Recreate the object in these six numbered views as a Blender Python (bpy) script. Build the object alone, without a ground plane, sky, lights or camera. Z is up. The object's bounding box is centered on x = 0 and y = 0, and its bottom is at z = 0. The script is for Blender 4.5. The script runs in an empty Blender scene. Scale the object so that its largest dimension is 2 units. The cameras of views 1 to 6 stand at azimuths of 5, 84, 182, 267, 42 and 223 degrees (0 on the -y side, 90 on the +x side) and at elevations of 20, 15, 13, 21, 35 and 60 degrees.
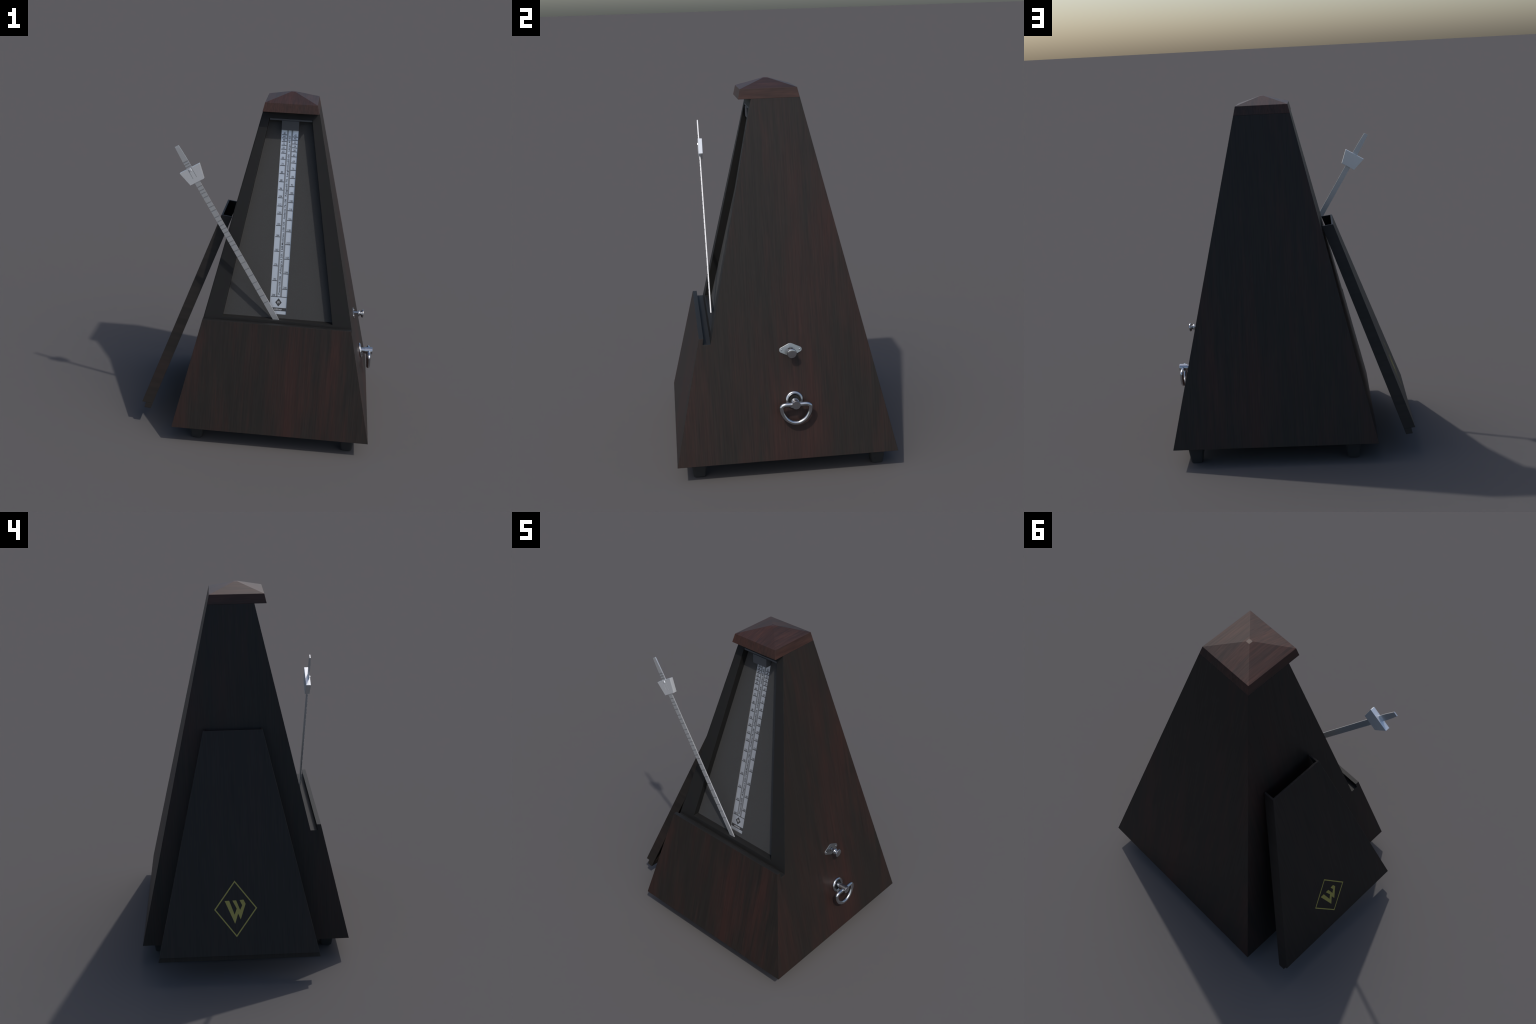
"""Pyramid metronome: dark veneered housing, cap, open front with tempo scale,
swinging pendulum with sliding weight, winding key, knob, and the removed front
cover leaning against one side.  Units are metres, z is up."""
import bpy, bmesh, math
from mathutils import Vector, Matrix

# ------------------------------------------------------------------ the pyramid
CX = 0.0993                      # pyramid axis (x); axis y = 0
SLOPE = 0.2296                   # every face leans in by this much per metre of height
Z_BASE, Z_LIP, Z_GROOVE, Z_CAP, Z_CAP_EDGE, Z_TOP = 0.1055, 0.7385, 0.7070, 1.9055, 1.9555, 2.0


def half(z):
    """Half width of the square pyramid at height z."""
    return 0.5706 - SLOPE * (z - 0.109)


SETBACK = 0.0652                 # open front lies this far behind the pyramid's face (along y)
BOARD_DEPTH = 0.0500             # depth of the frame slab round the recess
SLOT_X0, SLOT_X1, SLOT_Z0, SLOT_Z1 = 0.0487, 0.1452, 0.7594, 1.8350   # slot in the board that holds the scale
STRETCH = math.sqrt(1 + SLOPE ** 2)


def front_y(z):
    return -half(z) + SETBACK


def board_depth(z):
    """Recess of the back board: it leans back a little more than the front frame."""
    return 0.0393 + 0.0092 * (z - 0.76)


SCALE_RECESS = 0.0064            # the scale lies this far behind the board


# ------------------------------------------------------------------ materials
def new_material(name):
    m = bpy.data.materials.new(name)
    m.use_nodes = True
    nt = m.node_tree
    bsdf = nt.nodes["Principled BSDF"]
    return m, nt, bsdf


def node(nt, kind, **props):
    n = nt.nodes.new(kind)
    for k, v in props.items():
        setattr(n, k, v)
    return n


def noise(nt, vec, scale, detail=3.0, rough=0.55, distort=0.0):
    n = node(nt, "ShaderNodeTexNoise")
    n.inputs["Scale"].default_value = scale
    n.inputs["Detail"].default_value = detail
    n.inputs["Roughness"].default_value = rough
    n.inputs["Distortion"].default_value = distort
    nt.links.new(vec, n.inputs["Vector"])
    return n.outputs["Fac"]


def ramp(nt, fac, stops):
    r = node(nt, "ShaderNodeValToRGB")
    el = r.color_ramp.elements
    while len(el) < len(stops):
        el.new(0.5)
    for e, (p, c) in zip(el, stops):
        e.position = p
        e.color = (c, c, c, 1) if isinstance(c, (int, float)) else (*c, 1)
    nt.links.new(fac, r.inputs["Fac"])
    return r.outputs["Color"]


def mapped(nt, scale, offset=(0, 0, 0)):
    tc = node(nt, "ShaderNodeTexCoord")
    mp = node(nt, "ShaderNodeMapping")
    mp.inputs["Scale"].default_value = scale
    mp.inputs["Location"].default_value = offset
    nt.links.new(tc.outputs["Object"], mp.inputs["Vector"])
    return mp.outputs["Vector"]


def mix(nt, fac, a, b, blend="MIX"):
    m = node(nt, "ShaderNodeMix", data_type="RGBA", blend_type=blend)
    for sock, v in ((m.inputs[0], fac), (m.inputs[6], a), (m.inputs[7], b)):
        if isinstance(v, bpy.types.NodeSocket):
            nt.links.new(v, sock)
        elif isinstance(v, tuple):
            sock.default_value = (*v, 1)
        else:
            sock.default_value = v
    return m.outputs[2]


def wood(name, grain, dark, red, amount=(0.46, 0.72), offset=(0, 0, 0), rough=0.5, along=0.55, patch=6.5, contrast=0.28):
    """Dark veneer: long soft reddish bands and fine streaks running along one axis.
    grain: axis index the fibres follow; the other two axes carry the streaks."""
    m, nt, bsdf = new_material(name)

    ax = [0.0, 0.0, 0.0]
    for i in range(3):
        if i != grain:
            ax[i] = 1.0
    if name.startswith("veneer"):
        # a flat veneer sheet: only the axis lying in the face counts
        ax = [0.0, 0.0, 0.0]
        ax[0 if "front" in name or "cover" in name else 1] = 1.0

    if name.startswith("cap"):
        ax[2] = 0.25             # the block's growth layers stand nearly upright

    def vec(across, length, shift):
        s = [a * across for a in ax]
        s[grain] = length
        return mapped(nt, tuple(s), tuple(o + shift for o in offset))
    broad = noise(nt, vec(patch, 1.0, 0.0), 1.0, 3, 0.55, 0.35)
    medium = noise(nt, vec(48, 2.4, 3.1), 1.0, 4, 0.65, 0.25)
    fine = noise(nt, vec(150, 5.0, 7.7), 1.0, 3, 0.65, 0.1)
    summed = node(nt, "ShaderNodeMath", operation="MULTIPLY_ADD")
    nt.links.new(medium, summed.inputs[0])
    summed.inputs[1].default_value = along
    nt.links.new(broad, summed.inputs[2])
    sub = node(nt, "ShaderNodeMath", operation="SUBTRACT")
    nt.links.new(summed.outputs[0], sub.inputs[0])
    sub.inputs[1].default_value = along * 0.5
    bands = ramp(nt, sub.outputs[0], [(amount[0], 0.0), (amount[1], 1.0)])
    base = mix(nt, bands, dark, red)
    streak = ramp(nt, fine, [(0.32, 1 - contrast), (0.68, 1 + contrast)])
    col = mix(nt, 1.0, base, streak, "MULTIPLY")
    nt.links.new(col, bsdf.inputs["Base Color"])
    bsdf.inputs["Roughness"].default_value = rough
    bsdf.inputs["Specular IOR Level"].default_value = 0.32
    bump = node(nt, "ShaderNodeBump")
    bump.inputs["Strength"].default_value = 0.06
    bump.inputs["Distance"].default_value = 0.002
    nt.links.new(fine, bump.inputs["Height"])
    nt.links.new(bump.outputs["Normal"], bsdf.inputs["Normal"])
    return m


def plain(name, color, rough, metallic=0.0, grain=0.0, grain_scale=120.0, spec=0.5, vary=0.0):
    m, nt, bsdf = new_material(name)
    bsdf.inputs["Roughness"].default_value = rough
    bsdf.inputs["Metallic"].default_value = metallic
    bsdf.inputs["Specular IOR Level"].default_value = spec
    fac = noise(nt, mapped(nt, (1, 1, 1)), grain_scale, 4, 0.6)
    tone = ramp(nt, fac, [(0.3, tuple(c * (1 - vary) for c in color)),
                          (0.7, tuple(c * (1 + vary) for c in color))])
    nt.links.new(tone, bsdf.inputs["Base Color"])
    if grain:
        bump = node(nt, "ShaderNodeBump")
        bump.inputs["Strength"].default_value = grain
        bump.inputs["Distance"].default_value = 0.002
        nt.links.new(fac, bump.inputs["Height"])
        nt.links.new(bump.outputs["Normal"], bsdf.inputs["Normal"])
    return m


DARK, RED = (0.0132, 0.0105, 0.0086), (0.0275, 0.0119, 0.0093)
MAT_FRONT = wood("veneer_front", 2, DARK, RED, offset=(0.37, 0, 0))
MAT_SIDE = wood("veneer_side", 2, DARK, RED, amount=(0.40, 0.74), offset=(0, 1.05, 0.4), patch=4.5)
MAT_COVER = wood("veneer_cover", 2, DARK, (0.0170, 0.0112, 0.0092), offset=(4.1, 0, 0))
MAT_CAP = wood("cap_wood", 1, (0.024, 0.0145, 0.0122), (0.046, 0.0192, 0.0140), amount=(0.28, 0.62),
               offset=(0.6, 0, 0.2), along=0.7, contrast=0.36)
MAT_BLACK = plain("black_satin_lacquer", (0.0122, 0.0121, 0.0119), 0.55, vary=0.06, grain=0.02, spec=0.22)
MAT_INNER = plain("near_black_inside", (0.004, 0.004, 0.004), 0.8, vary=0.05)  # near-black base colour, used inside the cover and for the two hole pieces
MAT_BOARD = plain("charcoal_board", (0.0350, 0.0352, 0.0352), 0.75, vary=0.16, grain=0.10, grain_scale=260)
MAT_TAB = plain("sky_tinted_plastic", (0.062, 0.067, 0.075), 0.4, vary=0.04)  # base colour lightened and blued to match skylight on the bracket
MAT_FOOT = plain("dark_rubber", (0.022, 0.023, 0.024), 0.7, vary=0.08)
MAT_CHROME = plain("polished_steel", (0.50, 0.51, 0.53), 0.22, 1.0, vary=0.03)
MAT_STEEL = plain("brushed_steel", (0.60, 0.615, 0.63), 0.36, 0.68, vary=0.03)
MAT_WEIGHT = plain("pale_cast_steel", (0.80, 0.82, 0.84), 0.36, 0.62, vary=0.02)
MAT_PLATE = plain("dull_steel_plate", (0.42, 0.44, 0.45), 0.32, 1.0, vary=0.04)
MAT_NOTCH = plain("shade_darkened_steel", (0.38, 0.385, 0.39), 0.45, 0.68, vary=0.03)  # rod steel darkened to draw the shade inside its grooves
MAT_SCALE = plain("pale_scale_enamel", (0.62, 0.65, 0.70), 0.38, 0.75, vary=0.02)
MAT_STRIPE = plain("grey_print", (0.24, 0.25, 0.265), 0.42, 0.6, vary=0.02)
MAT_INK = plain("black_print", (0.034, 0.034, 0.037), 0.5, vary=0.02)
MAT_PALE = plain("pale_print", (0.45, 0.46, 0.48), 0.45, 0.3, vary=0.02)
MAT_GOLD = plain("dull_gold_print", (0.33, 0.275, 0.060), 0.5, 0.0, vary=0.08)
MAT_EMBLEM_SHADOW = plain("painted_engraving_shadow", (0.022, 0.018, 0.006), 0.6, vary=0.05)


# ------------------------------------------------------------------ mesh helpers
ROOT = bpy.data.objects.new("metronome", None)
bpy.context.scene.collection.objects.link(ROOT)
ROOT["label"] = "dark wooden pyramid metronome with its front cover leaning beside"
ROOT["category"] = "metronome"


def add(name, mesh, parent=None, mats=(), matrix=None):
    ob = bpy.data.objects.new(name, mesh)
    bpy.context.scene.collection.objects.link(ob)
    ob.parent = parent or ROOT
    for m in mats:
        if m.name not in mesh.materials:
            mesh.materials.append(m)
    if matrix is not None:
        ob.matrix_local = matrix
    return ob


def finish(bm, name, recalc=True):
    if recalc:
        bmesh.ops.recalc_face_normals(bm, faces=bm.faces)
    me = bpy.data.meshes.new(name)
    bm.to_mesh(me)
    bm.free()
    return me


def bake(ob, bevel=0.0, segments=2, angle=30, smooth=True):
    """Bevel an object's edges and apply it to the mesh."""
    if bevel:
        md = ob.modifiers.new("bevel", "BEVEL")
        md.width = bevel
        md.segments = segments
        md.limit_method = "ANGLE"
        md.angle_limit = math.radians(angle)
        md.harden_normals = smooth
        md.use_clamp_overlap = True
    dg = bpy.context.evaluated_depsgraph_get()
    me = bpy.data.meshes.new_from_object(ob.evaluated_get(dg))
    ob.modifiers.clear()
    old = ob.data
    me.name = old.name
    ob.data = me
    bpy.data.meshes.remove(old)
    return ob


def smooth_by_angle(me, degrees=35):
    me.shade_smooth()
    bm = bmesh.new()
    bm.from_mesh(me)
    for e in bm.edges:
        if len(e.link_faces) == 2 and e.calc_face_angle(0) > math.radians(degrees):
            e.smooth = False
    bm.to_mesh(me)
    bm.free()


def loft(bm, rings, close_ends=True, mat=0):
    """Skin closed rings (lists of Vectors of equal length)."""
    vs = [[bm.verts.new(p) for p in r] for r in rings]
    n = len(rings[0])
    for a, b in zip(vs, vs[1:]):
        for i in range(n):
            bm.faces.new((a[i], a[(i + 1) % n], b[(i + 1) % n], b[i])).material_index = mat
    if close_ends:
        bm.faces.new(vs[0]).material_index = mat
        bm.faces.new(vs[-1]).material_index = mat
    return vs


def box(bm, x0, x1, y0, y1, z0, z1, mat=0):
    loft(bm, [[Vector((x0, y0, z)), Vector((x1, y0, z)), Vector((x1, y1, z)), Vector((x0, y1, z))]
              for z in (z0, z1)], mat=mat)


def prism(bm, outline, z0, z1, mat=0):
    """Extrude a 2D outline (may be concave) between two heights."""
    loft(bm, [[Vector((x, y, z)) for x, y in outline] for z in (z0, z1)], mat=mat)


def lathe(bm, profile, origin, axis="X", n=40, mat=0):
    """Revolve (distance along axis, radius) pairs; closes both ends."""
    rings = []
    for d, r in profile:
        rings.append([Vector(origin) + Vector((d, r * math.cos(t), r * math.sin(t)))
                      for t in (2 * math.pi * i / n for i in range(n))])
    loft(bm, rings, mat=mat)


def tube(bm, path, radius, n=20, closed=True, mat=0):
    """Round tube along a path lying in a plane x = const."""
    m = len(path)
    rings = []
    for i, p in enumerate(path):
        a, b = path[(i - 1) % m], path[(i + 1) % m]
        t = (b - a).normalized()
        side = t.cross(Vector((1, 0, 0))).normalized()
        rings.append([p + radius * (math.cos(q) * Vector((1, 0, 0)) + math.sin(q) * side)
                      for q in (2 * math.pi * k / n for k in range(n))])
    if closed:
        rings.append(rings[0])
    vs = [[bm.verts.new(p) for p in r] for r in (rings[:-1] if closed else rings)]
    if closed:
        vs.append(vs[0])
    for a, b in zip(vs, vs[1:]):
        for i in range(n):
            bm.faces.new((a[i], a[(i + 1) % n], b[(i + 1) % n], b[i])).material_index = mat


def catmull(points, steps=10):
    out, m = [], len(points)
    for i in range(m):
        p0, p1, p2, p3 = (Vector(points[(i + k - 1) % m]) for k in range(4))
        for s in range(steps):
            t = s / steps
            out.append(0.5 * (2 * p1 + (p2 - p0) * t + (2 * p0 - 5 * p1 + 4 * p2 - p3) * t * t
                              + (3 * p1 - p0 - 3 * p2 + p3) * t ** 3))
    return out


# ------------------------------------------------------------------ housing
RIM, POCKET = 0.0035, 0.066


def build_housing():
    """Pyramid stump with a lip and groove across the front and a pocket for the open front."""
    bm = bmesh.new()
    prof = [(-half(Z_BASE), Z_BASE), (-half(Z_LIP), Z_LIP), (-half(Z_LIP) + 0.0235, Z_LIP),
            (-half(Z_LIP) + 0.0180, Z_GROOVE), (front_y(Z_GROOVE), Z_GROOVE),
            (front_y(Z_CAP), Z_CAP), (half(Z_CAP), Z_CAP), (half(Z_BASE), Z_BASE)]
    left = [bm.verts.new((CX - half(z), y, z)) for y, z in prof]
    right = [bm.verts.new((CX + half(z), y, z)) for y, z in prof]
    front_mat = {0: 0, 1: 2, 2: 2, 3: 2, 5: 2, 6: 0, 7: 0}
    n = len(prof)
    for i in range(n):
        if i == 4:
            continue
        j = (i + 1) % n
        bm.faces.new((left[i], left[j], right[j], right[i])).material_index = front_mat[i]
    bm.faces.new(left).material_index = 1
    bm.faces.new(right).material_index = 1

    def inner(z, depth):
        return [bm.verts.new((CX + s * (half(z) - RIM), front_y(z) + depth, z)) for s in (-1, 1)]
    zb, zt = Z_GROOVE + 0.004, Z_CAP - 0.002
    outer = [left[4], right[4], right[5], left[5]]
    b0, t0, b1, t1 = inner(zb, 0), inner(zt, 0), inner(zb, POCKET), inner(zt, POCKET)
    ring = [b0[0], b0[1], t0[1], t0[0]]
    floor = [b1[0], b1[1], t1[1], t1[0]]
    for i in range(4):
        j = (i + 1) % 4
        bm.faces.new((outer[i], outer[j], ring[j], ring[i])).material_index = 2
        bm.faces.new((ring[i], ring[j], floor[j], floor[i])).material_index = 2
    bm.faces.new(floor).material_index = 2
    ob = add("housing", finish(bm, "housing"), mats=(MAT_FRONT, MAT_SIDE, MAT_BLACK))
    return bake(ob, 0.0032, 2, 25)


def build_cap():
    bm = bmesh.new()

    def sq(h, z):
        return [Vector((CX + sx * h, sy * h, z)) for sx, sy in ((-1, -1), (1, -1), (1, 1), (-1, 1))]
    loft(bm, [sq(half(Z_CAP), Z_CAP), sq(half(Z_CAP_EDGE), Z_CAP_EDGE), sq(0.0105, Z_TOP)])
    ob = add("cap", finish(bm, "cap"), mats=(MAT_CAP,))
    return bake(ob, 0.0012, 2, 12)


OPEN_LOW, OPEN_HIGH = (0.7390, 0.3180), (1.8615, 0.1195)      # (height, half width) of the opening


def build_front_frame():
    """Black frame with a trapezoid opening; slab as deep as the recess."""
    bm = bmesh.new()
    zb, zt = Z_GROOVE + 0.0042, Z_CAP - 0.0025

    def quad(spec, depth):
        (z0, h0), (z1, h1) = spec
        return [bm.verts.new((CX + s * h, front_y(z) + depth, z))
                for s, h, z in ((-1, h0, z0), (1, h0, z0), (1, h1, z1), (-1, h1, z1))]
    out = ((zb, half(zb) - RIM), (zt, half(zt) - RIM))
    hole = (OPEN_LOW, OPEN_HIGH)
    of, ob_, hf, hb = quad(out, 0.0), quad(out, BOARD_DEPTH), quad(hole, 0.0), quad(hole, BOARD_DEPTH)
    for i in range(4):
        j = (i + 1) % 4
        bm.faces.new((of[i], of[j], hf[j], hf[i]))
        bm.faces.new((hf[i], hf[j], hb[j], hb[i]))
        bm.faces.new((hb[i], hb[j], ob_[j], ob_[i]))
        bm.faces.new((ob_[i], ob_[j], of[j], of[i]))
    return bake(add("front_frame", finish(bm, "front_frame"), mats=(MAT_BLACK,)), 0.0015, 2, 30)


def build_back_board():
    """Charcoal board with an upright slot for the tempo scale."""
    bm = bmesh.new()
    zb, zt, thick = 0.7375, 1.8630, 0.0085

    def at(x, z, deep):
        return bm.verts.new((x, front_y(z) + board_depth(z) + deep, z))

    def edge(z, s):
        (z0, h0), (z1, h1) = OPEN_LOW, OPEN_HIGH
        return CX + s * (h0 + (h1 - h0) * (z - z0) / (z1 - z0) - 0.0002)
    rows = []
    for deep in (0.0, thick):
        out = [at(edge(zb, -1), zb, deep), at(edge(zb, 1), zb, deep), at(edge(zt, 1), zt, deep), at(edge(zt, -1), zt, deep)]
        slot = [at(SLOT_X0, SLOT_Z0, deep), at(SLOT_X1, SLOT_Z0, deep), at(SLOT_X1, SLOT_Z1, deep), at(SLOT_X0, SLOT_Z1, deep)]
        rows.append((out, slot))
    (of, sf), (ob_, sb) = rows
    for i in range(4):
        j = (i + 1) % 4
        bm.faces.new((of[i], of[j], sf[j], sf[i]))
        bm.faces.new((sf[i], sf[j], sb[j], sb[i]))
        bm.faces.new((sb[i], sb[j], ob_[j], ob_[i]))
        bm.faces.new((ob_[i], ob_[j], of[j], of[i]))
    return add("back_board", finish(bm, "back_board"), mats=(MAT_BOARD,))


def build_scale_bracket():
    """Thin bar across the top of the opening with a block hanging over the scale."""
    bm = bmesh.new()
    zt = 1.8610
    box(bm, CX - 0.1185, CX + 0.1205, front_y(zt) + 0.0005, front_y(zt) + BOARD_DEPTH, 1.8510, zt)
    box(bm, 0.0495, 0.1470, -0.1065, front_y(1.80) + BOARD_DEPTH, 1.7985, 1.8509)
    return bake(add("scale_bracket", finish(bm, "scale_bracket"), mats=(MAT_TAB,)), 0.0012, 2, 30)


# ------------------------------------------------------------------ tempo scale
PAPER_X, PAPER_HALF, PAPER_Z0 = 0.0970, 0.0484, 0.7594
SCALE_LEAN = SLOPE + 0.0092      # the scale leans like the board
SCALE_STRETCH = math.sqrt(1 + SCALE_LEAN ** 2)


def scale_matrix():
    """Local x to the right, y up the leaning board, z out of it; origin at the strip's foot."""
    up = Vector((0, SCALE_LEAN, 1)).normalized()
    rt = Vector((1, 0, 0))
    out = rt.cross(up)
    o = Vector((PAPER_X, front_y(PAPER_Z0) + board_depth(PAPER_Z0) + SCALE_RECESS, PAPER_Z0))
    return Matrix(((rt.x, up.x, out.x, o.x), (rt.y, up.y, out.y, o.y), (rt.z, up.z, out.z, o.z), (0, 0, 0, 1)))


def text_mesh(name, body, size, align="CENTER", squeeze=1.0, depth=0.0003, bold=0.00022):
    cu = bpy.data.curves.new(name, "FONT")
    cu.body = body
    cu.size = size
    cu.align_x = align
    cu.extrude = depth
    cu.offset = bold
    cu.resolution_u = 3
    tmp = bpy.data.objects.new(name, cu)
    bpy.context.scene.collection.objects.link(tmp)
    dg = bpy.context.evaluated_depsgraph_get()
    me = bpy.data.meshes.new_from_object(tmp.evaluated_get(dg))
    bpy.data.objects.remove(tmp)
    bpy.data.curves.remove(cu)
    me.name = name
    me.materials.clear()
    me.transform(Matrix.Diagonal((squeeze, 1, 1, 1)))
    return me


def build_scale():
    def s(z):
        return (z - 0.0016 * (1 + z - 0.76) - PAPER_Z0) * SCALE_STRETCH

    def bx(name, x0, x1, y0, y1, z0, z1, mat, parent):
        bm = bmesh.new()
        box(bm, x0, x1, y0, y1, z0, z1)
        return add(name, finish(bm, name), parent, (mat,))
    top = s(1.8300)
    strip = bx("tempo_scale", -PAPER_HALF, PAPER_HALF, 0, top, -0.0012, 0.0012, MAT_SCALE, ROOT)
    strip.matrix_local = scale_matrix()
    f = 0.0012                                    # height of the printed face
    low = s(0.8597)
    for x0, x1 in ((-0.0164, -0.0077), (0.0079, 0.0174)):
        bx("column_stripe", x0, x1, low, top - 0.001, f - 0.0004, f + 0.0004, MAT_STRIPE, strip)
    # metronome tempi: steps of 2, 3, 4, 6, 8 beats, alternating between the two columns
    tempi = (list(range(40, 60, 2)) + list(range(60, 72, 3)) + list(range(72, 120, 4))
             + list(range(120, 144, 6)) + list(range(144, 209, 8)))
    # height of each tempo's line on the strip (read off at a few, interpolated between)
    known = [(40, 1.7666), (46, 1.7400), (52, 1.7090), (60, 1.6653), (66, 1.6320), (72, 1.5969), (80, 1.5516),
             (88, 1.5066), (96, 1.4611), (104, 1.4174), (112, 1.3713), (120, 1.3260), (132, 1.2621),
             (144, 1.1987), (160, 1.1173), (176, 1.0343), (192, 0.9502), (208, 0.8597)]

    def height(t):
        for (a, za), (b, zb) in zip(known, known[1:]):
            if a <= t <= b:
                return za + (zb - za) * (t - a) / (b - a)
    tick_mesh = {}
    for side, (x0, x1) in ((0, (-0.0440, -0.0160)), (1, (0.0168, 0.0463))):
        bm = bmesh.new()
        box(bm, x0, x1, -0.0020, 0.0020, f - 0.0004, f + 0.0006)
        tick_mesh[side] = finish(bm, "tick_mark")
    full = bx("tick_mark", -0.0455, 0.0463, low - 0.0020, low + 0.0020, f - 0.0004, f + 0.0006, MAT_INK, strip)
    for i, t in enumerate(tempi):
        side = i % 2
        y = s(height(t))
        if t < 208:
            add("tick_mark", tick_mesh[side], strip, (MAT_INK,), Matrix.Translation((0, y, 0)))
        xc = -0.0310 if side == 0 else 0.0320
        me = text_mesh("numeral", str(t), 0.0165, squeeze=0.80)
        add("numeral", me, strip, (MAT_INK,), Matrix.Translation((xc, y + 0.0034, f + 0.0003)))
    # tempo names run up the middle column
    words = [("Presto168-208", 0.8720, 0.978), ("Allegro120-168", 0.990, 1.150),
             ("Moderato 108-120", 1.153, 1.285), ("Andante 76-108", 1.300, 1.412),
             ("Adagio66-76", 1.425, 1.524), ("Larghetto60-66", 1.535, 1.662), ("Largo 40-60", 1.676, 1.763)]
    for body, z0, z1 in words:
        me = text_mesh("tempo_word", body, 0.0145, "LEFT")
        w = max(v.co.x for v in me.vertices)
        me.transform(Matrix.Diagonal(((s(z1) - s(z0)) / w, 1, 1, 1)))
        add("tempo_word", me, strip, (MAT_INK,),
            Matrix.Translation((0.0050, s(z0), f + 0.0003)) @ Matrix.Rotation(math.pi / 2, 4, "Z"))
    # maker's mark: black lozenge with a pale letter, and a black band with a pale word
    yc = s(0.8280)
    bm = bmesh.new()
    prism(bm, [(0, -0.0245), (0.0190, 0), (0, 0.0245), (-0.0190, 0)], f - 0.0004, f + 0.0005)
    add("lozenge_mark", finish(bm, "lozenge_mark"), strip, (MAT_INK,), Matrix.Translation((0.0005, yc, 0)))
    me = text_mesh("letter_mark", "W", 0.0215, squeeze=0.80)
    add("letter_mark", me, strip, (MAT_PALE,), Matrix.Translation((0.0005, yc - 0.0070, f + 0.0008)))
    bx("name_band", -0.0450, 0.0470, s(0.7793), s(0.7979), f - 0.0004, f + 0.0005, MAT_INK, strip)
    me = text_mesh("name_word", "wittner", 0.0165, squeeze=0.95)
    add("name_word", me, strip, (MAT_PALE,), Matrix.Translation((0.0, s(0.7840), f + 0.0008)))
    return strip


# ------------------------------------------------------------------ pendulum
ROD_FOOT, ROD_TIP = Vector((0.0939, -0.342, 0.7342)), Vector((-0.5019, -0.342, 1.7242))
ROD_LENGTH = (ROD_TIP - ROD_FOOT).length


def rod_matrix():
    """Local y runs up the rod, x across it, z toward the viewer (-y)."""
    up = (ROD_TIP - ROD_FOOT).normalized()
    out = Vector((0, -1, 0))
    rt = up.cross(out)
    o = ROD_FOOT
    return Matrix(((rt.x, up.x, out.x, o.x), (rt.y, up.y, out.y, o.y), (rt.z, up.z, out.z, o.z), (0, 0, 0, 1)))


NOTCHES = [0.1257, 0.1702, 0.2149, 0.2609, 0.3087, 0.3532, 0.3964, 0.4403, 0.4780, 0.5140, 0.5383, 0.5701,
           0.5989, 0.6230, 0.6465, 0.6740, 0.7019, 0.7422, 0.7683, 0.7943, 0.8309, 0.8567, 0.8757, 0.8987,
           1.0249, 1.0401, 1.0555]


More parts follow.
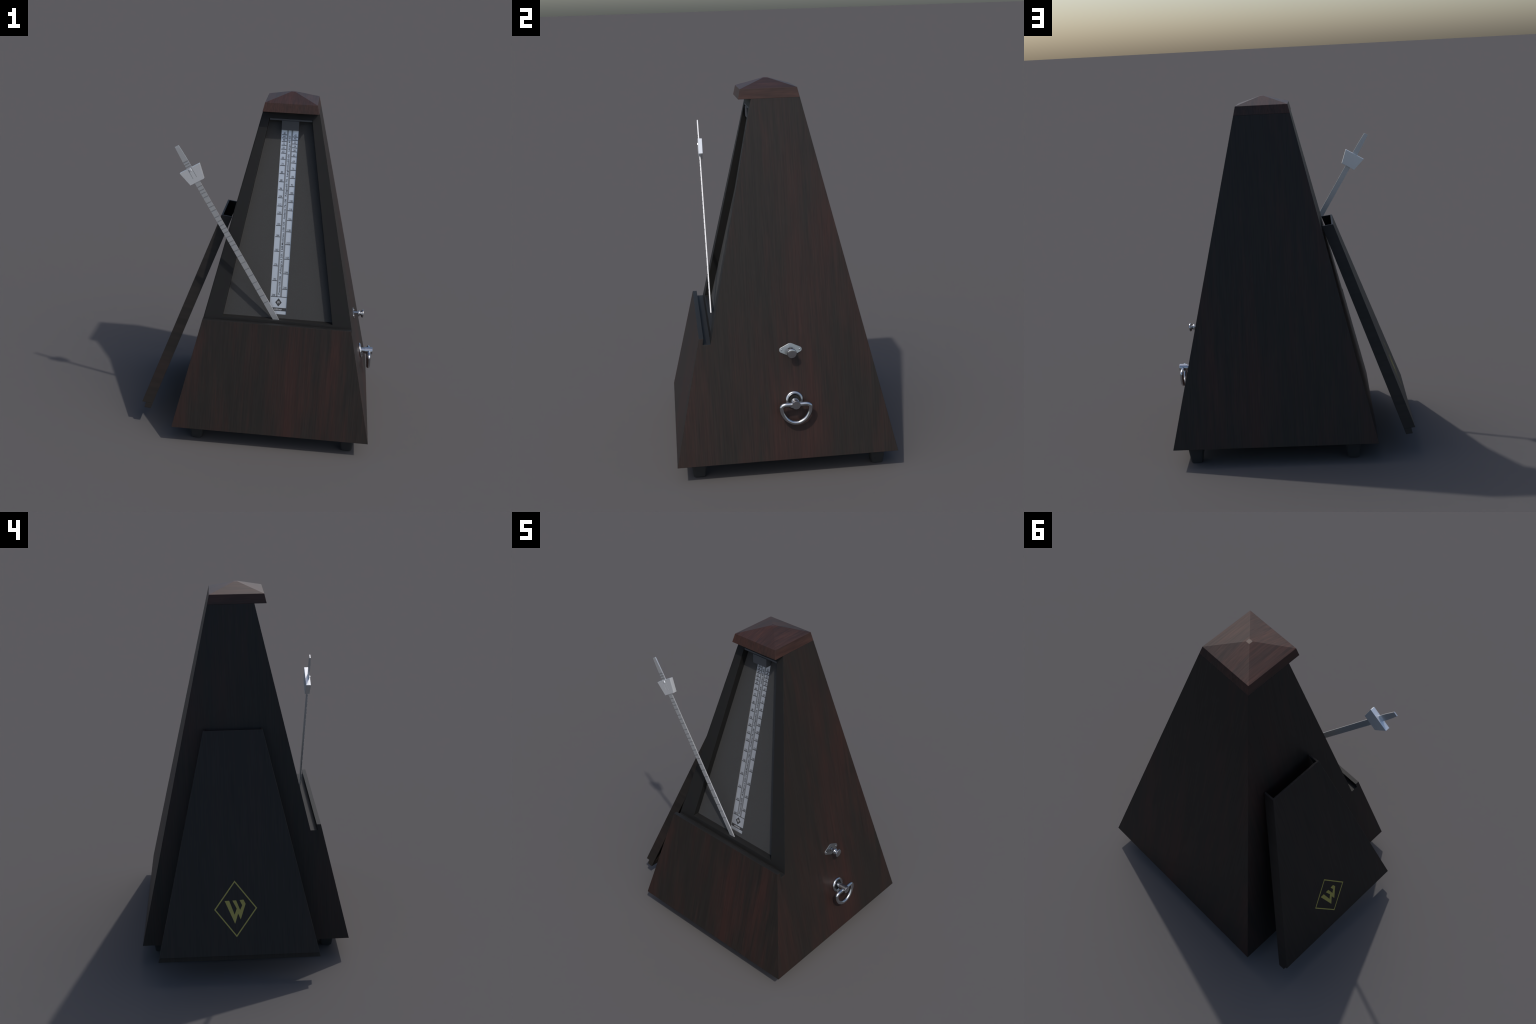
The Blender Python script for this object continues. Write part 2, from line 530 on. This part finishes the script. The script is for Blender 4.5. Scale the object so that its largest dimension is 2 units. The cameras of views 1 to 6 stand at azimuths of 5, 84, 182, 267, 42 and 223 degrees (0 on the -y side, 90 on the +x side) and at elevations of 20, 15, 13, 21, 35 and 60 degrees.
def build_pendulum():
    bm = bmesh.new()
    back, front = -0.0033, 0.0033

    def width(a):
        t = min(max((a - 1.055) / 0.10, 0), 1)
        return 0.0155 - 0.0040 * t ** 1.4

    def ring(a, f):
        h, c = width(a), -0.003 * a / ROD_LENGTH
        cut = 0.0095 if a < 0.01 else 0.0
        return [Vector((c - h, a + cut, back)), Vector((c + h, a - cut, back)),
                Vector((c + h, a - cut, f)), Vector((c - h, a + cut, f))]
    spans = [(0.004, front)]
    for n in NOTCHES:
        w = 0.0040 if n > 1 else 0.0033
        spans += [(n - w, front), (n - w * 0.55, front - 0.0014), (n + w * 0.55, front - 0.0014), (n + w, front)]
    spans += [(1.075, front), (1.095, front), (1.115, front), (1.135, front), (1.148, front - 0.0004), (ROD_LENGTH, front - 0.0010)]
    vs = loft(bm, [ring(a, f) for a, f in spans])
    for i in range(len(spans) - 1):
        if min(spans[i][1], spans[i + 1][1]) < front - 0.0012:
            for f in vs[i][2].link_faces:
                if vs[i][3] in f.verts and vs[i + 1][2] in f.verts:
                    f.material_index = 1
    rod = add("pendulum_rod", finish(bm, "pendulum_rod"), mats=(MAT_STEEL, MAT_NOTCH), matrix=rod_matrix())

    # sliding weight: trapezoid block with a sprung tongue cut into its front plate
    a0, a1, w0, w1 = 0.9290, 1.0150, 0.0430, 0.0628
    mid = -0.0015
    bm = bmesh.new()
    prism(bm, [(mid - w0, a0), (mid + w0, a0), (mid + w1, a1), (mid - w1, a1)], -0.0170, 0.0034)
    weight = add("sliding_weight", finish(bm, "sliding_weight"), rod, (MAT_WEIGHT,))
    bake(weight, 0.0012, 2, 30)
    bm = bmesh.new()
    sl, sw, sd = 0.0115, 0.0032, 0.9545            # slit offset, width, lower end
    outline = [(mid - w0, a0), (mid + w0, a0), (mid + w1, a1),
               (mid + sl + sw / 2, a1), (mid + sl + sw / 2, sd), (mid + sl - sw / 2, sd), (mid + sl - sw / 2, a1 - 0.001),
               (mid - sl + sw / 2, a1 - 0.001), (mid - sl + sw / 2, sd), (mid - sl - sw / 2, sd), (mid - sl - sw / 2, a1),
               (mid - w1, a1)]
    prism(bm, outline, 0.0034, 0.0068)
    plate = add("tongue_plate", finish(bm, "tongue_plate"), weight, (MAT_WEIGHT,))
    bm = bmesh.new()
    box(bm, mid - 0.0062, mid + 0.0062, 0.9985, 1.0128, 0.0060, 0.0098)
    bake(add("tongue_catch", finish(bm, "tongue_catch"), weight, (MAT_WEIGHT,)), 0.0014, 2, 30)
    bm = bmesh.new()
    for s in (-1, 1):
        box(bm, mid + s * sl - sw / 2, mid + s * sl + sw / 2, sd, a1 - 0.0008, 0.0030, 0.0040)
    add("tongue_slit", finish(bm, "tongue_slit"), weight, (MAT_NOTCH,))
    return rod


# ------------------------------------------------------------------ knob and key on the right side
def side_x(z):
    return CX + half(z)


def build_knob():
    zc, yc = 0.6555, 0.0372
    tilt = math.atan(SLOPE)
    # lozenge plate lying on the sloping side
    n = Vector((math.cos(tilt), 0, math.sin(tilt)))
    up = Vector((-math.sin(tilt), 0, math.cos(tilt)))
    rt = Vector((0, 1, 0))
    o = Vector((side_x(zc), yc, zc))
    mtx = Matrix(((rt.x, up.x, n.x, o.x), (rt.y, up.y, n.y, o.y), (rt.z, up.z, n.z, o.z), (0, 0, 0, 1)))
    outline = []
    for cx, cy, r, a0, a1 in ((0.0445, 0, 0.0140, -62, 62), (0, 0.0100, 0.0240, 62, 118),
                              (-0.0445, 0, 0.0140, 118, 242), (0, -0.0100, 0.0240, 242, 298)):
        for i in range(9):
            t = math.radians(a0 + (a1 - a0) * i / 8)
            outline.append((cx + r * math.cos(t), cy + r * math.sin(t)))
    bm = bmesh.new()
    prism(bm, outline, -0.001, 0.0036)
    plate = add("knob_plate", finish(bm, "knob_plate"), mats=(MAT_PLATE,), matrix=mtx)
    bake(plate, 0.0012, 2, 40)
    bm = bmesh.new()
    prism(bm, [(-0.0110, -0.0100), (0.0110, -0.0100), (0.0110, 0.0100), (-0.0110, 0.0100)], 0.003, 0.0041)
    add("knob_hole", finish(bm, "knob_hole"), plate, (MAT_INNER,))
    bm = bmesh.new()
    lathe(bm, [(-0.001, 0.0042), (0.0010, 0.0042), (0.0020, 0.0030), (0.0024, 0.0008)], (0, 0, 0), n=16)
    rivet = finish(bm, "rivet")
    rivet.transform(Matrix.Rotation(-math.pi / 2, 4, "Y"))
    smooth_by_angle(rivet, 50)
    for s in (-1, 1):
        add("rivet", rivet, plate, (MAT_PLATE,), Matrix.Translation((s * 0.0470, 0, 0.0036)))
    # square stem and two-flanged turned knob, pointing straight out
    x0 = side_x(zc)
    bm = bmesh.new()
    box(bm, x0 - 0.005, x0 + 0.034, yc - 0.0085, yc + 0.0085, zc - 0.0075, zc + 0.0075)
    bake(add("knob_stem", finish(bm, "knob_stem"), mats=(MAT_CHROME,)), 0.001, 2, 40)
    bm = bmesh.new()
    lathe(bm, [(0.028, 0.0100), (0.0290, 0.0165), (0.0310, 0.0190), (0.0350, 0.0192), (0.0385, 0.0175), (0.0410, 0.0125),
               (0.0440, 0.0112), (0.0470, 0.0130), (0.0500, 0.0205), (0.0530, 0.0240), (0.0570, 0.0248), (0.0605, 0.0235),
               (0.0622, 0.0205), (0.0625, 0.010), (0.0625, 0.001)], (x0, yc, zc), n=48)
    me = finish(bm, "knob")
    smooth_by_angle(me, 40)
    return add("knob", me, mats=(MAT_CHROME,))


def build_key():
    yc, zc = 0.0428, 0.4045
    tilt = math.atan(SLOPE)
    x0 = side_x(zc)
    up = Vector((-math.sin(tilt), 0, math.cos(tilt)))
    n_out = Vector((math.cos(tilt), 0, math.sin(tilt)))
    # escutcheon ring lying on the sloping side
    bm = bmesh.new()
    R, r, N = 0.0375, 0.0086, 48
    rings = []
    for i in range(N):
        t = 2 * math.pi * i / N
        d = math.cos(t) * Vector((0, 1, 0)) + math.sin(t) * up
        c = Vector((x0, yc, zc)) + R * d + n_out * 0.005
        rings.append([c + r * (math.cos(q) * d + math.sin(q) * n_out) for q in (2 * math.pi * k / 16 for k in range(16))])
    vs = [[bm.verts.new(p) for p in rr] for rr in rings]
    for i in range(N):
        a, b = vs[i], vs[(i + 1) % N]
        for k in range(16):
            bm.faces.new((a[k], a[(k + 1) % 16], b[(k + 1) % 16], b[k]))
    me = finish(bm, "key_ring")
    me.shade_smooth()
    add("key_ring", me, mats=(MAT_CHROME,))
    bm = bmesh.new()
    c = Vector((x0, yc, zc))
    loft(bm, [[c + n_out * d + 0.037 * (math.cos(t) * Vector((0, 1, 0)) + math.sin(t) * up)
               for t in (2 * math.pi * i / 40 for i in range(40))] for d in (-0.002, 0.0012)])
    add("key_hole", finish(bm, "key_hole"), mats=(MAT_INNER,))
    # winding key: stepped shaft and a D-shaped bow hanging from it
    ex = 0.6820
    bm = bmesh.new()
    lathe(bm, [(-0.010, 0.0150), (0.0320, 0.0165), (0.0322, 0.0205), (ex - x0 - 0.0010, 0.0222), (ex - x0, 0.0214), (ex - x0, 0.001)],
          (x0, yc, zc + 0.002), n=48)
    me = finish(bm, "winding_key")
    smooth_by_angle(me, 30)
    key = add("winding_key", me, mats=(MAT_CHROME,))
    bx, by, bz = 0.6600, 0.0437, 0.4035
    pts = [(0, 0.0), (-0.030, 0.0), (-0.056, -0.0005), (-0.0715, -0.0085), (-0.0748, -0.022), (-0.0690, -0.048), (-0.0500, -0.0775),
           (-0.0230, -0.0955), (0, -0.0995)]
    pts = pts + [(-y, z) for y, z in pts[-2:0:-1]]
    path = catmull([(bx + 0.004 * -z / 0.1, by + y, bz + z) for y, z in pts], 8)
    bm = bmesh.new()
    tube(bm, path, 0.0112, 20)
    me = finish(bm, "key_bow")
    me.shade_smooth()
    add("key_bow", me, key, (MAT_CHROME,))
    return key


# ------------------------------------------------------------------ feet
def build_feet():
    def rounded(h, z, r):
        pts = []
        for sx, sy, a0 in ((1, 1, 0), (-1, 1, 90), (-1, -1, 180), (1, -1, 270)):
            for i in range(6):
                t = math.radians(a0 + 18 * i)
                pts.append(Vector((sx * (h - r) + r * math.cos(t), sy * (h - r) + r * math.sin(t), z)))
        return pts
    bm = bmesh.new()
    loft(bm, [rounded(0.0265, 0.0, 0.010), rounded(0.0300, 0.0015, 0.012), rounded(0.0325, 0.007, 0.013),
              rounded(0.0455, Z_BASE + 0.004, 0.012)])
    me = finish(bm, "foot")
    smooth_by_angle(me, 40)
    for sx in (-1, 1):
        for sy in (-1, 1):
            x, y = 0.1092 + sx * 0.4425, 0.0105 + sy * 0.4695
            add("foot", me, mats=(MAT_FOOT,), matrix=Matrix.Translation((x, y, 0)))


# ------------------------------------------------------------------ cover leaning on the left side
COVER_WALL, COVER_DEPTH = 0.0105, 0.0640


def cover_matrix():
    """Carries the cover from its place on the pyramid's front to where it leans."""
    n = STRETCH
    src = Matrix(((1, 0, 0), (0, SLOPE / n, -1 / n), (0, 1 / n, SLOPE / n)))       # columns: right, up, out
    lean = Vector((0.3427, 0, 0.9394)).normalized()
    right = Vector((0, -1, 0))
    out = right.cross(lean)
    dst = Matrix((right, lean, out)).transposed()
    rot = dst @ src.transposed()
    foot_src = Vector((0, -half(Z_LIP), Z_LIP))
    foot_dst = Vector((-0.6828, 0.0422, 0.1508))
    return Matrix.Translation(foot_dst - rot @ foot_src) @ rot.to_4x4()


def build_cover():
    bm = bmesh.new()
    t, d = COVER_WALL, COVER_DEPTH
    ti = 0.0105

    def u_section(z):
        h = half(z) + 0.0008
        return [Vector(p + (z,)) for p in ((-h, -h), (h, -h), (h, -h + d), (h - t, -h + d), (h - t, -h + ti),
                                           (-h + t, -h + ti), (-h + t, -h + d), (-h, -h + d))]
    vs = loft(bm, [u_section(Z_LIP), u_section(Z_CAP)])
    for f in bm.faces:                       # near-black colour on the three inner walls
        zs = {v.co.z for v in f.verts}
        if len(zs) == 2 and sum(1 for v in f.verts if v in (vs[0][3], vs[0][4], vs[0][5], vs[0][6])) == 2:
            f.material_index = 1
    # floor and tongue that slots into the groove behind the lip
    z0, z1 = Z_LIP, Z_LIP + 0.012
    h0 = half(z0)
    box(bm, -h0 + t, h0 - t, -h0 + ti, -h0 + d, z0 + 0.0002, z1, 0)
    rings = []
    for z, y0, y1 in ((Z_GROOVE, -half(Z_LIP) + 0.0185, front_y(Z_GROOVE) - 0.0015),
                      (Z_LIP, -half(Z_LIP) + 0.0225, front_y(Z_LIP) - 0.0015)):
        h = half(z)
        rings.append([Vector((-h, y0, z)), Vector((h, y0, z)), Vector((h, y1, z)), Vector((-h, y1, z))])
    loft(bm, rings)
    cover = add("front_cover", finish(bm, "front_cover"), mats=(MAT_COVER, MAT_INNER), matrix=cover_matrix())
    bake(cover, 0.0016, 2, 30)

    # emblem on the outer face: lozenge outline and a three-stroke letter
    up = Vector((0, SLOPE, 1)).normalized()
    rt = Vector((1, 0, 0))
    out = rt.cross(up)
    zc = Z_LIP + 0.2510 / STRETCH
    o = Vector((-0.0144, -half(zc), zc))
    mtx = Matrix(((rt.x, up.x, out.x, o.x), (rt.y, up.y, out.y, o.y), (rt.z, up.z, out.z, o.z), (0, 0, 0, 1)))
    mtx = mtx @ Matrix.Rotation(math.radians(0.7), 4, "Z")

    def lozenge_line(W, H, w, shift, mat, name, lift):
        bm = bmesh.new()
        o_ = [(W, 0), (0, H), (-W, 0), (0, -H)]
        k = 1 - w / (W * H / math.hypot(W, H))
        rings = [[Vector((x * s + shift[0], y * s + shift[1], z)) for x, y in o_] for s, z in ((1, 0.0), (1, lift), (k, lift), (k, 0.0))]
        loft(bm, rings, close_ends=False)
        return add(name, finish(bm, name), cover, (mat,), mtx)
    lozenge_line(0.1165, 0.1540, 0.0105, (0, 0), MAT_EMBLEM_SHADOW, "emblem_outline_shadow", 0.0006)  # dark copy beneath the gold, modelled as the engraving's inner shadow
    lozenge_line(0.1140, 0.1505, 0.0062, (0, -0.0012), MAT_GOLD, "emblem_outline", 0.0011)
    px = 0.000269
    strokes = [(490, 692), (578, 690), (676, 972), (722, 852), (642, 690), (716, 688), (788, 885), (833, 790), (785, 686),
               (862, 682), (900, 765), (792, 1068), (745, 950), (678, 1150)]
    for name, mat, dx, dy, lift in (("emblem_letter_shadow", MAT_EMBLEM_SHADOW, 14, -4, 0.0007), ("emblem_letter", MAT_GOLD, 0, 0, 0.0012)):
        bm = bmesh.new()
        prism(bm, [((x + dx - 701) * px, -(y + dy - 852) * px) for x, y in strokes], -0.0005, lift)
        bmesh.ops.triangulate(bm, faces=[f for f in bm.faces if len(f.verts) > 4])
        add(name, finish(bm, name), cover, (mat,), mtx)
    return cover


build_housing()
build_cap()
build_front_frame()
build_back_board()
build_scale_bracket()
build_scale()
build_pendulum()
build_knob()
build_key()
build_feet()
build_cover()
